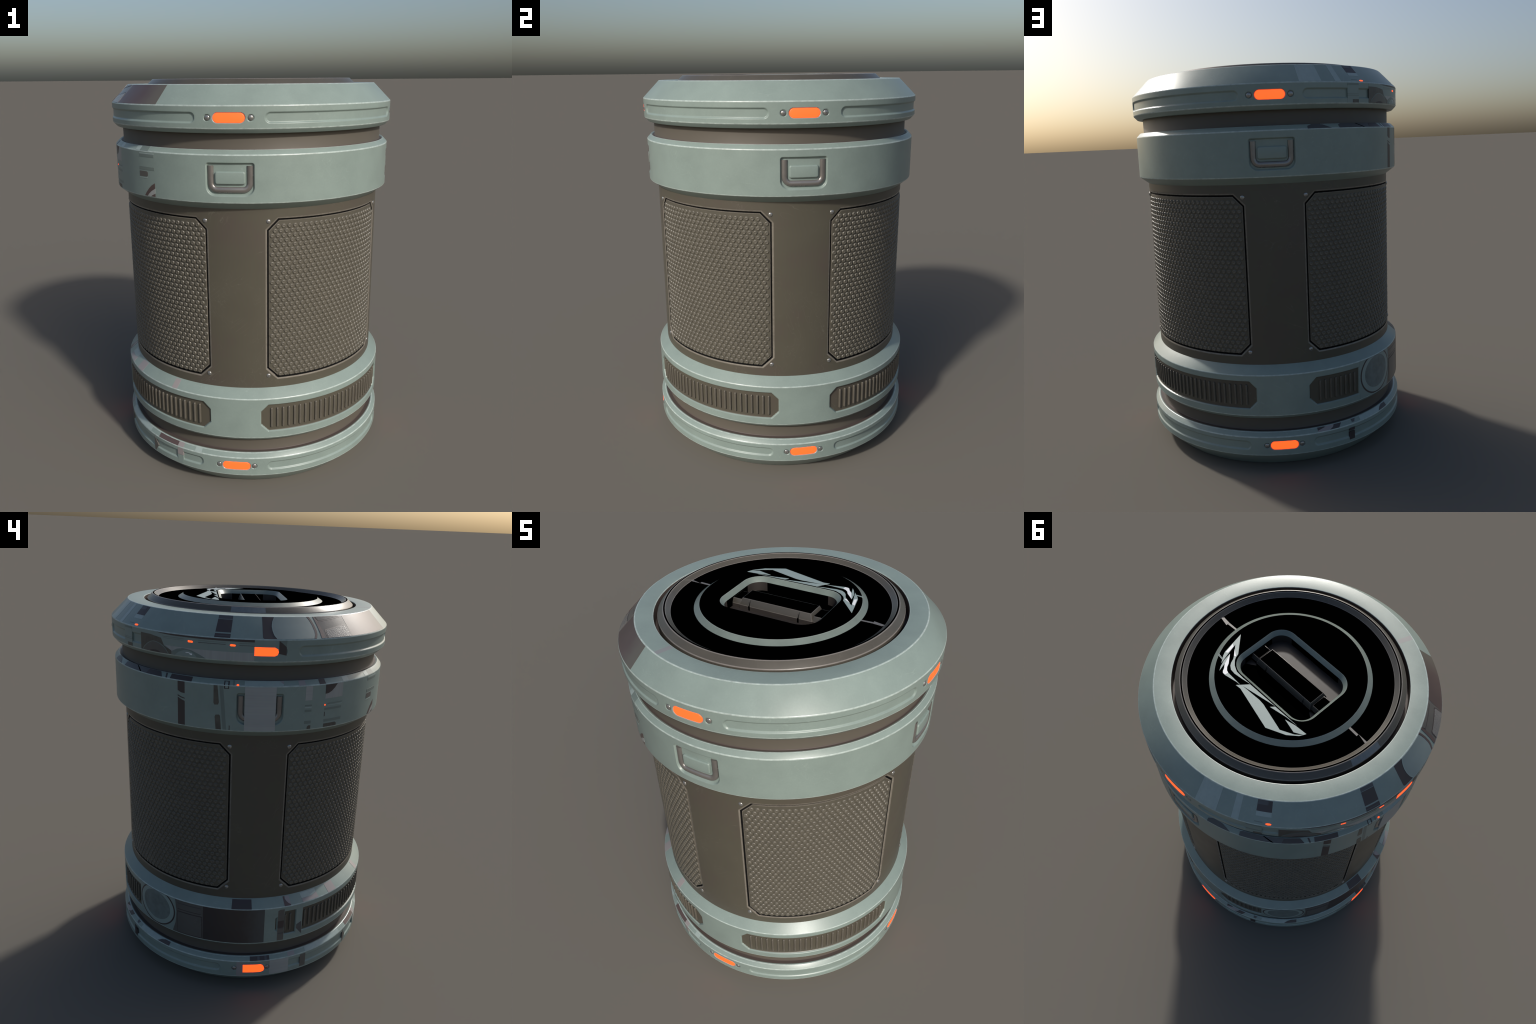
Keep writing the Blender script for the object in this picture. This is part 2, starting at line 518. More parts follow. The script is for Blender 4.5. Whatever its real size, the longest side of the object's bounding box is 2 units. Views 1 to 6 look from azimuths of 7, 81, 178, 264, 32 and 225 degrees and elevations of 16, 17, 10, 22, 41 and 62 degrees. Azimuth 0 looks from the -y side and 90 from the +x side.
build, M, _ = lathe("underside", azimuths(3, [], 1), rows, [0] * 4)
build("underside", np.arange(len(M)), (PAINT,), BASE)

# ------------------------------------------------------------------ necks
AZc = azimuths(1.5, [], 1.0)
rows = [(0.674, 1.7735), (R_NECK, 1.7735), (R_NECK, 1.7030), (R_NECK + 0.002, 1.6990), (0.6990, 1.6990)]
build, M, _ = lathe("upper_neck", AZc, rows, [0, 0, 1, 1, 1])
build("upper_neck", np.arange(len(M)), (RUBBER, FLOORB), ROOT)
rows = [(0.7010, 0.2030), (R_NECK + 0.002, 0.2030), (R_NECK, 0.2070), (R_NECK, 0.2732), (0.690, 0.2732)]
build, M, _ = lathe("lower_neck", AZc, rows, [1, 1, 0, 0, 0])
build("lower_neck", np.arange(len(M)), (RUBBER, FLOORB), ROOT)

# ------------------------------------------------------------------ collar with latches
Z_LATCH, LATCH_HX, LATCH_HY = 1.5745, math.radians(8.75) * R_COL, 0.0745


def sd_latch(u, v):
    # generous radii below, tight ones above
    top = sd_box(u, v, LATCH_HX, LATCH_HY, 0.014)
    bot = sd_box(u, v, LATCH_HX, LATCH_HY, 0.042)
    return np.where(v > 0, top, bot)


def latch_depth(azs, zs):
    d = np.zeros_like(azs)
    for c in LAMP_AZ:
        sd = sd_latch(np.radians(arc_diff(azs, c)) * R_COL, zs - Z_LATCH)
        d = np.maximum(d, 0.0108 * smooth(-sd / 0.0072))
    return d


AZl = azimuths(1.0, [(c - 10, c + 10) for c in LAMP_AZ], 0.16)
col_pts = [(0.690, 1.6995, 0, 0, 0), (0.6980, 1.7027, 0.002, 0, 1), (R_COL, 1.6814, 0.0035, 0, 1), (R_COL, 1.4698, 0.0035, 0, 1), (0.6700, 1.4335, 0, 0, 0)]
rows, rm = profile(col_pts)
rows, rm = densify(rows, rm, 1.466, 1.685, R_COL, 0.0020)
build, M, _ = lathe("collar", AZl, rows, rm, latch_depth, wallR=R_COL)
COLLAR = build("collar", np.arange(len(M)), (PAINT, PAINT_EDGE), ROOT)

latch_pad = pad_mesh("latch_pad", R_COL, math.radians(5.45) * R_COL, 0.0285, 0.011, -0.0125, -0.0006, 0.0062)
latch_pad.materials.append(PAINT)


def latch_bar_mesh():
    hw, zt, zb, rc, rad = math.radians(7.1) * R_COL, 1.6350, 1.5275, 0.031, 0.0142
    path = [(-hw, zt), (-hw, zt - 0.004), (-hw, zt - 0.03), (-hw, zb + rc + 0.02)]
    path += [(-hw + rc - rc * math.cos(t), zb + rc - rc * math.sin(t)) for t in np.linspace(0, math.pi / 2, 8)]
    path += [(x, zb) for x in np.linspace(-hw + rc + 0.01, hw - rc - 0.01, 8)]
    path += [(hw - rc + rc * math.sin(t), zb + rc - rc * math.cos(t)) for t in np.linspace(0, math.pi / 2, 8)]
    path += [(hw, zb + rc + 0.02), (hw, zt - 0.03), (hw, zt - 0.004), (hw, zt)]
    bm = bmesh.new()
    loops, K = [], 12
    n = len(path)
    for i, (u, z) in enumerate(path):
        a, b = path[max(0, i - 1)], path[min(n - 1, i + 1)]
        t = np.array((b[0] - a[0], b[1] - a[1]))
        t = t / np.linalg.norm(t)
        nx, nz = -t[1], t[0]
        lp = []
        for k in range(K):
            w = TAU * k / K
            s, h = rad * math.cos(w), 0.0100 * math.sin(w) - 0.0104
            lp.append(bm.verts.new(cyl(math.degrees((u + nx * s) / R_COL), R_COL + h, z + nz * s)))
        loops.append(lp)
    for a, b in zip(loops, loops[1:]):
        for i in range(K):
            j = (i + 1) % K
            bm.faces.new((a[i], a[j], b[j], b[i]))
    bm.faces.new(loops[0])
    bm.faces.new(loops[-1])
    bmesh.ops.recalc_face_normals(bm, faces=bm.faces)
    me = bpy.data.meshes.new("latch_bar")
    bm.to_mesh(me)
    bm.free()
    me.materials.append(STEEL)
    return me


bar = latch_bar_mesh()
for c in LAMP_AZ:
    place("latch_bar", bar, c, 0, COLLAR, sharp=50)
    place("latch_pad", latch_pad, c, 1.5810, COLLAR)

# ------------------------------------------------------------------ lower flange with vents
Z_VENT, V_HY, V_CH = 0.4020, 0.0745, 0.0385


def sd_vent(azs, zs, v):
    c, hw = (v[0] + v[1]) / 2, math.radians((v[1] - v[0]) / 2) * R_COL
    sd = sd_chamfer(np.radians(arc_diff(azs, c)) * R_COL, zs - Z_VENT, hw, V_HY, V_CH)
    if v is VENTS[2]:   # this opening is cut short by the texture-bleed disc
        sd = np.maximum(sd, np.radians(arc_diff(azs, 214.7)) * R_COL)
    if v is VENTS[3]:   # two texture-bleed patches cross this opening
        for c, hw2 in ((282.7, 1.45), (291.2, 1.5)):
            sd = np.maximum(sd, (math.radians(hw2) - np.radians(np.abs(arc_diff(azs, c)))) * R_COL)
    return sd


def vent_depth(azs, zs):
    d = np.zeros_like(azs)
    for v in VENTS:
        d = np.maximum(d, 0.0084 * smooth(-sd_vent(azs, zs, v) / 0.0060))
    return d


def vent_faces(azs, zs, m):
    for v in VENTS:
        m = np.where(sd_vent(azs, zs, v) < -0.0050, 50, m)
    return m


AZv = azimuths(1.0, [s for v in VENTS for s in ((v[0] - 1, v[0] + 4.5), (v[1] - 4.5, v[1] + 1))] + [(213.5, 216), (280.8, 284.6), (289.2, 293.2)], 0.2)
fl_pts = [(0.6900, 0.2730, 0, 0, 0), (0.6980, 0.2730, 0.002, 0, 0), (R_COL, 0.2940, 0.0035, 0, 1), (R_COL, 0.5053, 0.0035, 0, 1), (0.6700, 0.5475, 0, 0, 0)]
rows, rm = profile(fl_pts)
rows, rm = densify(rows, rm, 0.290, 0.509, R_COL, 0.0020)
build, M, azc = lathe("flange", AZv, rows, rm, vent_depth, vent_faces, wallR=R_COL)
FLANGE = build("flange", M < 50, (PAINT, PAINT_EDGE), ROOT)
slat = pad_mesh("slat", R_COL, 0.0055, 0.0530, 0.0054, -0.012, -0.0004, 0.0046, cap_steps=1)
slat.materials.append(SLAT)
for v in VENTS:
    c = (v[0] + v[1]) / 2
    sel = (M >= 50) & (np.abs(arc_diff(azc, c)) < 40)
    VENT = build("vent", sel, (BROWN,), FLANGE)
    last = 214.0 if v is VENTS[2] else v[1] - 3.9
    a = v[2]
    while a < last:
        if not (289.0 < a < 293.4 or a < 284.6 and v is VENTS[3]):
            place("slat", slat, a, Z_VENT, VENT)
        a += 2.336

# ------------------------------------------------------------------ barrel with studded grip panels
P_CH = 0.0525


def sd_panel(azs, zs, p):
    c, hw = (p[0] + p[1]) / 2, math.radians((p[1] - p[0]) / 2) * R_BODY
    zc, hy = (PANEL_Z[0] + PANEL_Z[1]) / 2, (PANEL_Z[1] - PANEL_Z[0]) / 2
    return sd_chamfer(np.radians(arc_diff(azs, c)) * R_BODY, zs - zc, hw, hy, P_CH)


def panel_depth(azs, zs):
    d = np.zeros_like(azs)
    for p in PANELS:
        sd = sd_panel(azs, zs, p)
        d = np.maximum(d, 0.0026 * smooth((0.0085 - sd) / 0.0105) + 0.0070 * smooth(-sd / 0.0035))
    return d


def panel_faces(azs, zs, m):
    for p in PANELS:
        sd = sd_panel(azs, zs, p)
        m = np.where((sd < 0.0072) & (sd > -0.0005), 1, m)
        m = np.where(sd <= -0.0005, 2, m)
    return m


AZb = azimuths(1.2, [s for p in PANELS for s in ((p[0] - 1.2, p[0] + 5.2), (p[1] - 5.2, p[1] + 1.2))], 0.2)


def body_rows(za, zb):
    lo, hi = min(za, zb), max(za, zb)
    zs = set(np.round(np.linspace(lo, hi, 40), 4))
    for c0, c1 in ((PANEL_Z[0] - 0.012, PANEL_Z[0] + 0.062), (PANEL_Z[1] - 0.062, PANEL_Z[1] + 0.012)):
        zs |= set(np.round(np.arange(c0, c1, 0.0023), 4))
    zs = sorted(zs)
    keep = [zs[0]]
    for z in zs[1:-1]:
        if z - keep[-1] > 0.0012:
            keep.append(z)
    keep.append(zs[-1])
    return keep if za < zb else keep[::-1]


rows, rm = densify([(R_BODY, 0.540), (R_BODY, 1.440)], [0, 0], 0.53, 1.45, R_BODY, body_rows)
build, M, _ = lathe("barrel", AZb, rows, rm, panel_depth, panel_faces, wallR=R_BODY)
BARREL = build("barrel", np.arange(len(M)), (BROWN, BROWN_EDGE, GROOVE_DARK), ROOT)

rivet = dome_mesh("rivet", R_BODY, 0.0110, 0.0056, socket=0.0026, sink=0.0008)
rivet.materials.append(BOLT)


def stud_parts():
    """One hexagon-ish button: dished top, sloping flank."""
    prof = [(0.0115, -0.0006), (0.0100, 0.0020), (0.0082, 0.0039), (0.0062, 0.0042), (0.0040, 0.0032), (0.0006, 0.0027)]
    K = 12
    vs, fs = [], []
    for q, h in prof:
        for k in range(K):
            t = TAU * k / K
            qq = q * (1.0 + (0.05 if k % 2 == 0 else -0.03))
            vs.append((qq * math.cos(t), qq * math.sin(t), h))
    for i in range(len(prof) - 1):
        for k in range(K):
            j = (k + 1) % K
            fs.append((i * K + k, i * K + j, (i + 1) * K + j, (i + 1) * K + k))
    fs.append(tuple((len(prof) - 1) * K + k for k in range(K)))
    return np.array(vs), fs


SV, SF = stud_parts()
PLATE_OFF = -0.0030


def stud_coords(az, z, k=1.0):
    R = R_BODY + PLATE_OFF
    a = np.radians(az) + SV[:, 0] / R
    r = R + SV[:, 2] * k
    return np.stack([r * np.sin(a), -r * np.cos(a), z + SV[:, 1]], 1)


stud_me = bpy.data.meshes.new("stud")
stud_me.from_pydata(stud_coords(0, 0).tolist(), [], SF)
stud_me.materials.append(STUD)

for p in PANELS:
    w, h = (p[1] - p[0]), PANEL_Z[1] - PANEL_Z[0]
    g = math.degrees(0.0112 / R_BODY)
    gz = 0.0112
    ca, cz = math.degrees((P_CH - 0.004) / R_BODY), P_CH - 0.004
    s = lambda z: (z - .545) / (1.434 - .545)
    a0, a1, z0, z1 = p[0] + g, p[1] - g, PANEL_Z[0] + gz, PANEL_Z[1] - gz
    poly = [(a0 + ca, s(z0)), (a1 - ca, s(z0)), (a1, s(z0 + cz)), (a1, s(z1 - cz)), (a1 - ca, s(z1)), (a0 + ca, s(z1)), (a0, s(z1 - cz)), (a0, s(z0 + cz))]
    panel = inlay("grip_panel", "barrel", poly, GRIP, PLATE_OFF, BARREL, 0.0085)
    e, ez = math.degrees(0.0024 / R_BODY), 0.0024 / (1.434 - .545)
    am, sm = (a0 + a1) / 2, s((z0 + z1) / 2)
    inlay("rim_highlight", "barrel", [(a + math.copysign(e, a - am), t + math.copysign(ez, t - sm)) for a, t in poly], BROWN_EDGE, PLATE_OFF - 0.0012, panel, 0.0070)  # wider plate underneath, added to paint a highlight line along the panel edge
    pitch = 1.1675
    first = p[0] + 2.03 - 1.1675
    cells = []
    k = 0
    while first + k * pitch < p[1] - 0.5:
        az = first + k * pitch
        zz = 1.3535 + 0.0225 + (0.0225 if k % 2 else 0.0)
        while zz > PANEL_Z[0]:
            sd = float(sd_panel(np.array([az]), np.array([zz]), p)[0])
            if sd < -0.0165:
                cells.append((az, zz))
            zz -= 0.0449
        k += 1
    mid = (p[0] + p[1]) / 2
    cells.sort(key=lambda c: math.hypot(math.radians(c[0] - mid) * R_BODY, c[1] - 1.0))
    for az, zz in cells[:74]:
        place("stud", stud_me, az, zz, panel, sharp=60)
    V, F = [], []
    for az, zz in cells[74:]:
        o = len(V) * len(SV)
        V.append(stud_coords(az, zz, rng.uniform(0.9, 1.08)))
        F += [tuple(i + o for i in f) for f in SF]
    me = bpy.data.meshes.new("stud_field")
    me.from_pydata(np.concatenate(V).tolist(), [], F)
    me.materials.append(STUD)
    sf = link("stud_field", me, panel, (), 60)
    sf["kind"] = "stuff"
    for az in (p[0] + 0.55, p[1] - 0.55):
        for z in (0.6085, 1.3765):
            place("rivet", rivet, az, z, BARREL)

# ------------------------------------------------------------------ bezel, top plate, handle well
bz = [(0.5597, 1.9150, 0, 2, 2), (0.5424, 1.9150, 0, 0, 0), (0.5424, 1.9755, 0.003, 0, 1), (0.5156, 2.0, 0.0025, 3, 1), (0.5060, 2.0, 0, 1, 1),
      (0.5035, 1.9980, 0, 0, 0), (0.4850, 1.9842, 0, 1, 1), (0.4830, 1.9826, 0, 0, 0)]
rows, rm = profile(bz)
AZt = azimuths(1.2, [], 1.0)
build, M, _ = lathe("bezel", AZt, rows, rm)
BEZ = build("bezel", np.arange(len(M)), (BEZEL, BEZEL_EDGE, FLOORB, BLACK), ROOT)

rows = [(0.4860, 1.9830), (0.3810, 1.9830)]
build, M, _ = lathe("top_floor", AZt, rows, [0, 0])
TOPF = build("top_floor", np.arange(len(M)), (BLACK,), BEZ)

NC = 16   # points per corner of the well outline


def well_loop(inset, z):
    return [(x, y - 0.002, z) for x, y in round_rect(0.243 - inset, 0.173 - inset, max(0.02, 0.085 - inset), NC)]


bm = bmesh.new()


def ring_verts(pts):
    return [bm.verts.new(p) for p in pts]


def bridge(a, b, mi):
    for i in range(len(a)):
        j = (i + 1) % len(a)
        f = bm.faces.new((a[i], a[j], b[j], b[i]))
        f.material_index = mi


Z_TOP = 1.9992
rim = well_loop(0, Z_TOP)
angs = np.linspace(0, TAU, 240, endpoint=False)
lo = ring_verts([(0.3825 * math.cos(t), 0.3825 * math.sin(t), 1.9826) for t in angs])
mid_ = ring_verts([(0.3585 * math.cos(t), 0.3585 * math.sin(t), Z_TOP - 0.0013) for t in angs])
hi = ring_verts([(0.3565 * math.cos(t), 0.3565 * math.sin(t), Z_TOP) for t in angs])
inner = ring_verts(rim)
bridge(lo, mid_, 0)
bridge(mid_, hi, 1)
loops_ = []
for lp in (hi, inner):
    for i in range(len(lp)):
        loops_.append(bm.edges.get((lp[i], lp[(i + 1) % len(lp)])) or bm.edges.new((lp[i], lp[(i + 1) % len(lp)])))
filled = bmesh.ops.triangle_fill(bm, edges=loops_, use_beauty=True)
for g in filled["geom"]:
    if isinstance(g, bmesh.types.BMFace):
        g.material_index = 2
b1 = ring_verts(well_loop(0.0018, Z_TOP - 0.0012))
b2 = ring_verts(well_loop(0.0180, 1.9790))
bridge(inner, b1, 1)
bridge(b1, b2, 0)
me = bpy.data.meshes.new("top_disc")
bmesh.ops.recalc_face_normals(bm, faces=bm.faces)
if sum(f.normal.z for f in bm.faces) < 0:
    bmesh.ops.reverse_faces(bm, faces=bm.faces)
bm.to_mesh(me)
bm.free()
DISC = link("top_disc", me, BEZ, (TOPPAINT, TOPEDGE, BLACK), 24)

# well walls: black on the straights, lined brown in the corners; floor brown towards -y, black towards +y
bm = bmesh.new()
w0 = ring_verts(well_loop(0.0181, 1.9792))
w1 = ring_verts(well_loop(0.0181, 1.9370))
L = len(w0)
for i in range(L):
    j = (i + 1) % L
    f = bm.faces.new((w0[j], w0[i], w1[i], w1[j]))
    f.material_index = 0 if i % (NC + 1) < NC else 1
c0 = bm.verts.new((0.1, 0, 1.9370))
c1 = bm.verts.new((-0.1, 0, 1.9370))
ce = [c0 if v.co.x > 0 else c1 for v in w1]
for i in range(L):
    j = (i + 1) % L
    vs = [w1[i], w1[j], ce[j]] + ([ce[i]] if ce[i] is not ce[j] else [])
    f = bm.faces.new(vs)
    f.material_index = 0 if (w1[i].co.y + w1[j].co.y) < 0 else 1
bmesh.ops.recalc_face_normals(bm, faces=bm.faces)
bmesh.ops.reverse_faces(bm, faces=bm.faces)
me = bpy.data.meshes.new("handle_well")
bm.to_mesh(me)
bm.free()
WELL = link("handle_well", me, DISC, (WELL_LIN, BLACK), 30)


def bar_block(name, x0, x1, ytop, ylow, ztop, zlow, zbot, end_slope0, end_slope1, mm=None):
    """Handle block: flat black top, sloping shoulders, upright sides."""
    bm = bmesh.new()
    e0, e1 = end_slope0, end_slope1
    T = [bm.verts.new(p) for p in ((x0, -ytop, ztop), (x1, -ytop, ztop), (x1, ytop, ztop), (x0, ytop, ztop))]
    S = [bm.verts.new(p) for p in ((x0 - e0, -ylow, zlow), (x1 + e1, -ylow, zlow), (x1 + e1, ylow, zlow), (x0 - e0, ylow, zlow))]
    B = [bm.verts.new(p) for p in ((x0 - e0, -ylow, zbot), (x1 + e1, -ylow, zbot), (x1 + e1, ylow, zbot), (x0 - e0, ylow, zbot))]
    f = bm.faces.new(T)
    f.material_index = 1
    for a, b, mi in ((T, S, 0), (S, B, 2)):
        for i in range(4):
            j = (i + 1) % 4
            f = bm.faces.new((a[j], a[i], b[i], b[j]))
            f.material_index = mi if not (mi == 2 and i == 2) else 1
    bmesh.ops.recalc_face_normals(bm, faces=bm.faces)
    edges = [e for e in bm.edges if all(len(f.verts) == 4 for f in e.link_faces) and len(e.link_faces) == 2 and e.verts[0].co.z > zlow - 1e-5 and e.verts[1].co.z > zlow - 1e-5]
    bmesh.ops.bevel(bm, geom=edges, offset=0.0014, segments=2, affect="EDGES", profile=0.5, material=3)
    me = bpy.data.meshes.new(name)
    bm.to_mesh(me)
    bm.free()
    return link(name, me, HANDLE, mm or (GRIPBAR, BLACK, WELL_LIN, GRIPBAR_EDGE), 30)


HANDLE = bpy.data.objects.new("handle", None)
bpy.context.scene.collection.objects.link(HANDLE)
HANDLE.parent = DISC
bar_block("handle_grip", -0.1715, 0.1715, 0.0420, 0.0545, 1.9857, 1.9565, 1.9365, 0.010, 0.010)
bar_block("handle_root", -0.2245, -0.1810, 0.0370, 0.0470, 1.9740, 1.9530, 1.9365, 0, 0)
bar_block("handle_root", 0.1810, 0.2245, 0.0370, 0.0470, 1.9740, 1.9530, 1.9365, 0, 0)
for x in (-0.132, 0.115):   # joints drawn as a pale and a dark raised strip, no gap cut
    bar_block("handle_joint", x - 0.004, x, 0.0420, 0.0555, 1.9855, 1.9570, 1.9368, 0, 0, (GRIPBAR_EDGE, BLACK, GRIPBAR_EDGE, GRIPBAR_EDGE))
    bar_block("handle_joint", x + 0.0005, x + 0.004, 0.0420, 0.0553, 1.9855, 1.9570, 1.9368, 0, 0, (GROOVE_DARK, BLACK, GROOVE_DARK, GROOVE_DARK))


# ------------------------------------------------------------------ flat decals on the top disc and strips on the floor
def flat(name, pts, z, material, parent, thick=0.002):
    bm = bmesh.new()
    f = bm.faces.new([bm.verts.new((x, y, z)) for x, y in pts])
    bmesh.ops.recalc_face_normals(bm, faces=bm.faces)
    if f.normal.z < 0:
        bmesh.ops.reverse_faces(bm, faces=bm.faces)
    ret = bmesh.ops.extrude_face_region(bm, geom=[f], use_keep_orig=True)
    for g in ret["geom"]:
        if isinstance(g, bmesh.types.BMVert):
            g.co.z -= thick
    bmesh.ops.recalc_face_normals(bm, faces=bm.faces)
    bmesh.ops.triangulate(bm, faces=[q for q in bm.faces if len(q.verts) > 4])
    me = bpy.data.meshes.new(name)
    bm.to_mesh(me)
    bm.free()
    return link(name, me, parent, (material,), 0)


ZD = 1.9999
flat("chevron", [(.333, .016), (.305, .141), (.294, .162), (.267, .197), (.277, .167), (.304, .077)], ZD, P_DECAL, DISC)
flat("chevron", [(.3325, .0165), (.252, .105), (.246, .124), (.236, .140), (.213, .161), (.181, .1765), (.136, .179), (.083, .1772), (.133, .186), (.180, .192),
                 (.208, .189), (.227, .176), (.237, .163), (.247, .140), (.267, .115), (.3039, .0768)], ZD, P_DECAL, DISC)
flat("chevron_painted_gloss", [(.3015, .141), (.2905, .1335), (.301, .0905), (.316, .083)], ZD + .0003, P_WHITE, DISC)  # decal gloss painted on as a thin white plate
flat("chevron_painted_gloss", [(.287, .096), (.249, .121), (.259, .1255)], ZD + .0003, P_WHITE, DISC)
flat("arrowhead", [(.280, .132), (.241, .174), (.231, .192), (.217, .205), (.202, .210), (.115, .214), (.141, .217), (.201, .229), (.219, .229), (.228, .222),
                   (.236, .208), (.254, .188), (.243, .222), (.240, .232), (.255, .211), (.271, .177)], ZD, P_DECAL, DISC)
flat("arrowhead_white", [(.279, .133), (.2415, .174), (.2315, .192), (.2175, .205), (.203, .2105), (.205, .228), (.219, .228), (.2275, .2215), (.235, .207), (.253, .187)], ZD + .0003, P_WHITE, DISC)  # white face of the inner arrow
flat("flash", [(.127, .2295), (.085, .179), (-.080, .177), (.099, .2098)], ZD, P_DECAL, DISC)
flat("flash", [(.127, .230), (.099, .2102), (-.007, .206), (-.037, .209), (-.184, .247), (-.245, .217), (-.275, .189), (-.265, .207), (-.223, .245), (-.133, .286), (.097, .228)], ZD, P_DECAL, DISC)
flat("flash", [(-.161, .193), (-.216, .181), (-.280, .176), (-.275, .1885), (-.235, .211)], ZD, P_DECAL, DISC)
flat("flash", [(-.066, .197), (-.082, .178), (-.221, .176), (-.156, .1805)], ZD, P_DECAL, DISC)
flat("decal_line", [(.318, .169), (.284, .174), (.2835, .1765), (.3165, .1717)], ZD, P_DECAL, DISC)
flat("decal_line", [(.3145, .1742), (.282, .1785), (.281, .181), (.313, .177)], ZD, P_DECAL, DISC)
ZF = 1.9836
flat("floor_strip", [(.486, .010), (.478, -.003), (.434, .001), (.434, .021)], ZF, STRIP, TOPF)
flat("floor_strip", [(.433, .001), (.381, .000), (.381, .009), (.433, .012)], ZF, STRIP, TOPF)
flat("floor_strip", [(-.381, .010), (-.381, -.001), (-.433, .001), (-.433, .013)], ZF, STRIP, TOPF)
flat("floor_strip", [(-.434, .000), (-.486, .001), (-.483, .013)], ZF, STRIP, TOPF)

# ------------------------------------------------------------------ garbled side: the original's texture bleed copied as thin made-up plates
# each entry: kind, outline in (azimuth, fraction across the face), material, layer
def put(parent, surf, items):
    thick = {"collar_wall": 0.012, "lid_wall": 0.007, "base_wall": 0.007}.get(surf, 0.0025)
    for name, poly, m, layer in items:
        poly = [(a, min(max(t, .02), .985)) for a, t in poly]
        clean = [p for i, p in enumerate(poly) if math.hypot(p[0] - poly[i - 1][0], (p[1] - poly[i - 1][1]) * 8) > 0.02]
        inlay(name, surf, clean, m, 0.0006 + 0.0005 * layer, parent, thick)


put(LID, "lid_slope", [
    ("bleed_plate", rect(191.1, 199.7, .03, .96), P_PALE, 0),
    ("bleed_plate", rect(205.5, 208.1, .03, .96), P_PALE, 0),
    ("bleed_plate", rect(213.8, 219.4, .54, .97), P_DARK, 0),
    ("bleed_plate", rect(213.9, 217.8, .80, .95), P_SLATE, 1),
    ("bleed_plate", rect(213.8, 219.4, .36, .54), P_PALE, 0),
    ("bleed_dash", rect(213.6, 216.5, .125, .155), P_TEALD, 0),
    ("bleed_lamp", oval(218.6, .095, 1.0, .035), GLOW, 0),  # glowing orange scrap of the texture bleed, not a fitted lamp
    ("bleed_plate", rect(253.2, 258.8, .82, .97), P_SLATE, 0),
    ("bleed_plate", rect(253.2, 258.8, .25, .80), P_DARK, 0),
    ("bleed_plate", rect(253.2, 258.8, .02, .19), P_DARK, 0),
    ("bleed_dash", rect(253.2, 258.8, .08, .11), P_SLATE, 1),
    ("bleed_plate", [(270.5, .03), (276.5, .03), (276.5, .97), (270.0, .97), (270.0, .08)], P_DARK, 0),
    ("bleed_disc", [(275.3, .03), (288.6, .03), (289.4, .2), (289.6, .35), (289.4, .6), (288.8, .82), (288.0, .97), (275.0, .97), (274.1, .78), (273.7, .57), (273.8, .40), (274.3, .2)], P_FROST, 1),
    ("bleed_disc_rim", [(274.9, .03), (275.3, .03), (274.3, .2), (273.8, .40), (273.7, .57), (274.1, .78), (275.0, .97), (274.7, .97), (273.8, .78), (273.4, .57), (273.5, .38), (274.0, .18)], P_RING, 2),
    ("bleed_disc_rim", [(288.6, .03), (289.5, .03), (290.3, .2), (290.5, .35), (290.3, .6), (289.8, .82), (289.2, .97), (288.2, .97), (288.9, .82), (289.4, .6), (289.6, .35), (289.4, .2)], P_MAUVE, 2),
    ("bleed_plate", [(291.6, .03), (306.0, .03), (305.6, .97), (291.0, .97), (291.5, .6), (291.7, .3)], P_PLATE, 0),
    ("bleed_plate", [(291.6, .03), (293.0, .03), (293.2, .3), (292.8, .6), (291.9, .97), (291.0, .97), (291.5, .6), (291.7, .3)], P_MAUVE, 1),
    ("bleed_outline", [(292.5, .74), (304.1, .89), (304.1, .97), (291.6, .97)], P_DARK, 1),  # larger dark plate underneath draws the outline, nothing is cut open
    ("bleed_cover", [(292.8, .78), (303.8, .93), (303.8, .97), (291.9, .97)], P_PLATE, 2),
    ("bleed_outline", [(294.0, .03), (305.7, .03), (305.2, .45), (304.6, .57), (303.6, .56), (294.3, .40), (293.9, .32)], P_DARK, 1),
    ("bleed_cover", [(294.4, .03), (305.3, .03), (304.8, .45), (304.2, .52), (303.5, .51), (294.7, .36), (294.4, .30)], P_LEATHER, 2),
    ("bleed_plate", rect(305.9, 331.8, .03, .97), P_FADE, 0),
])
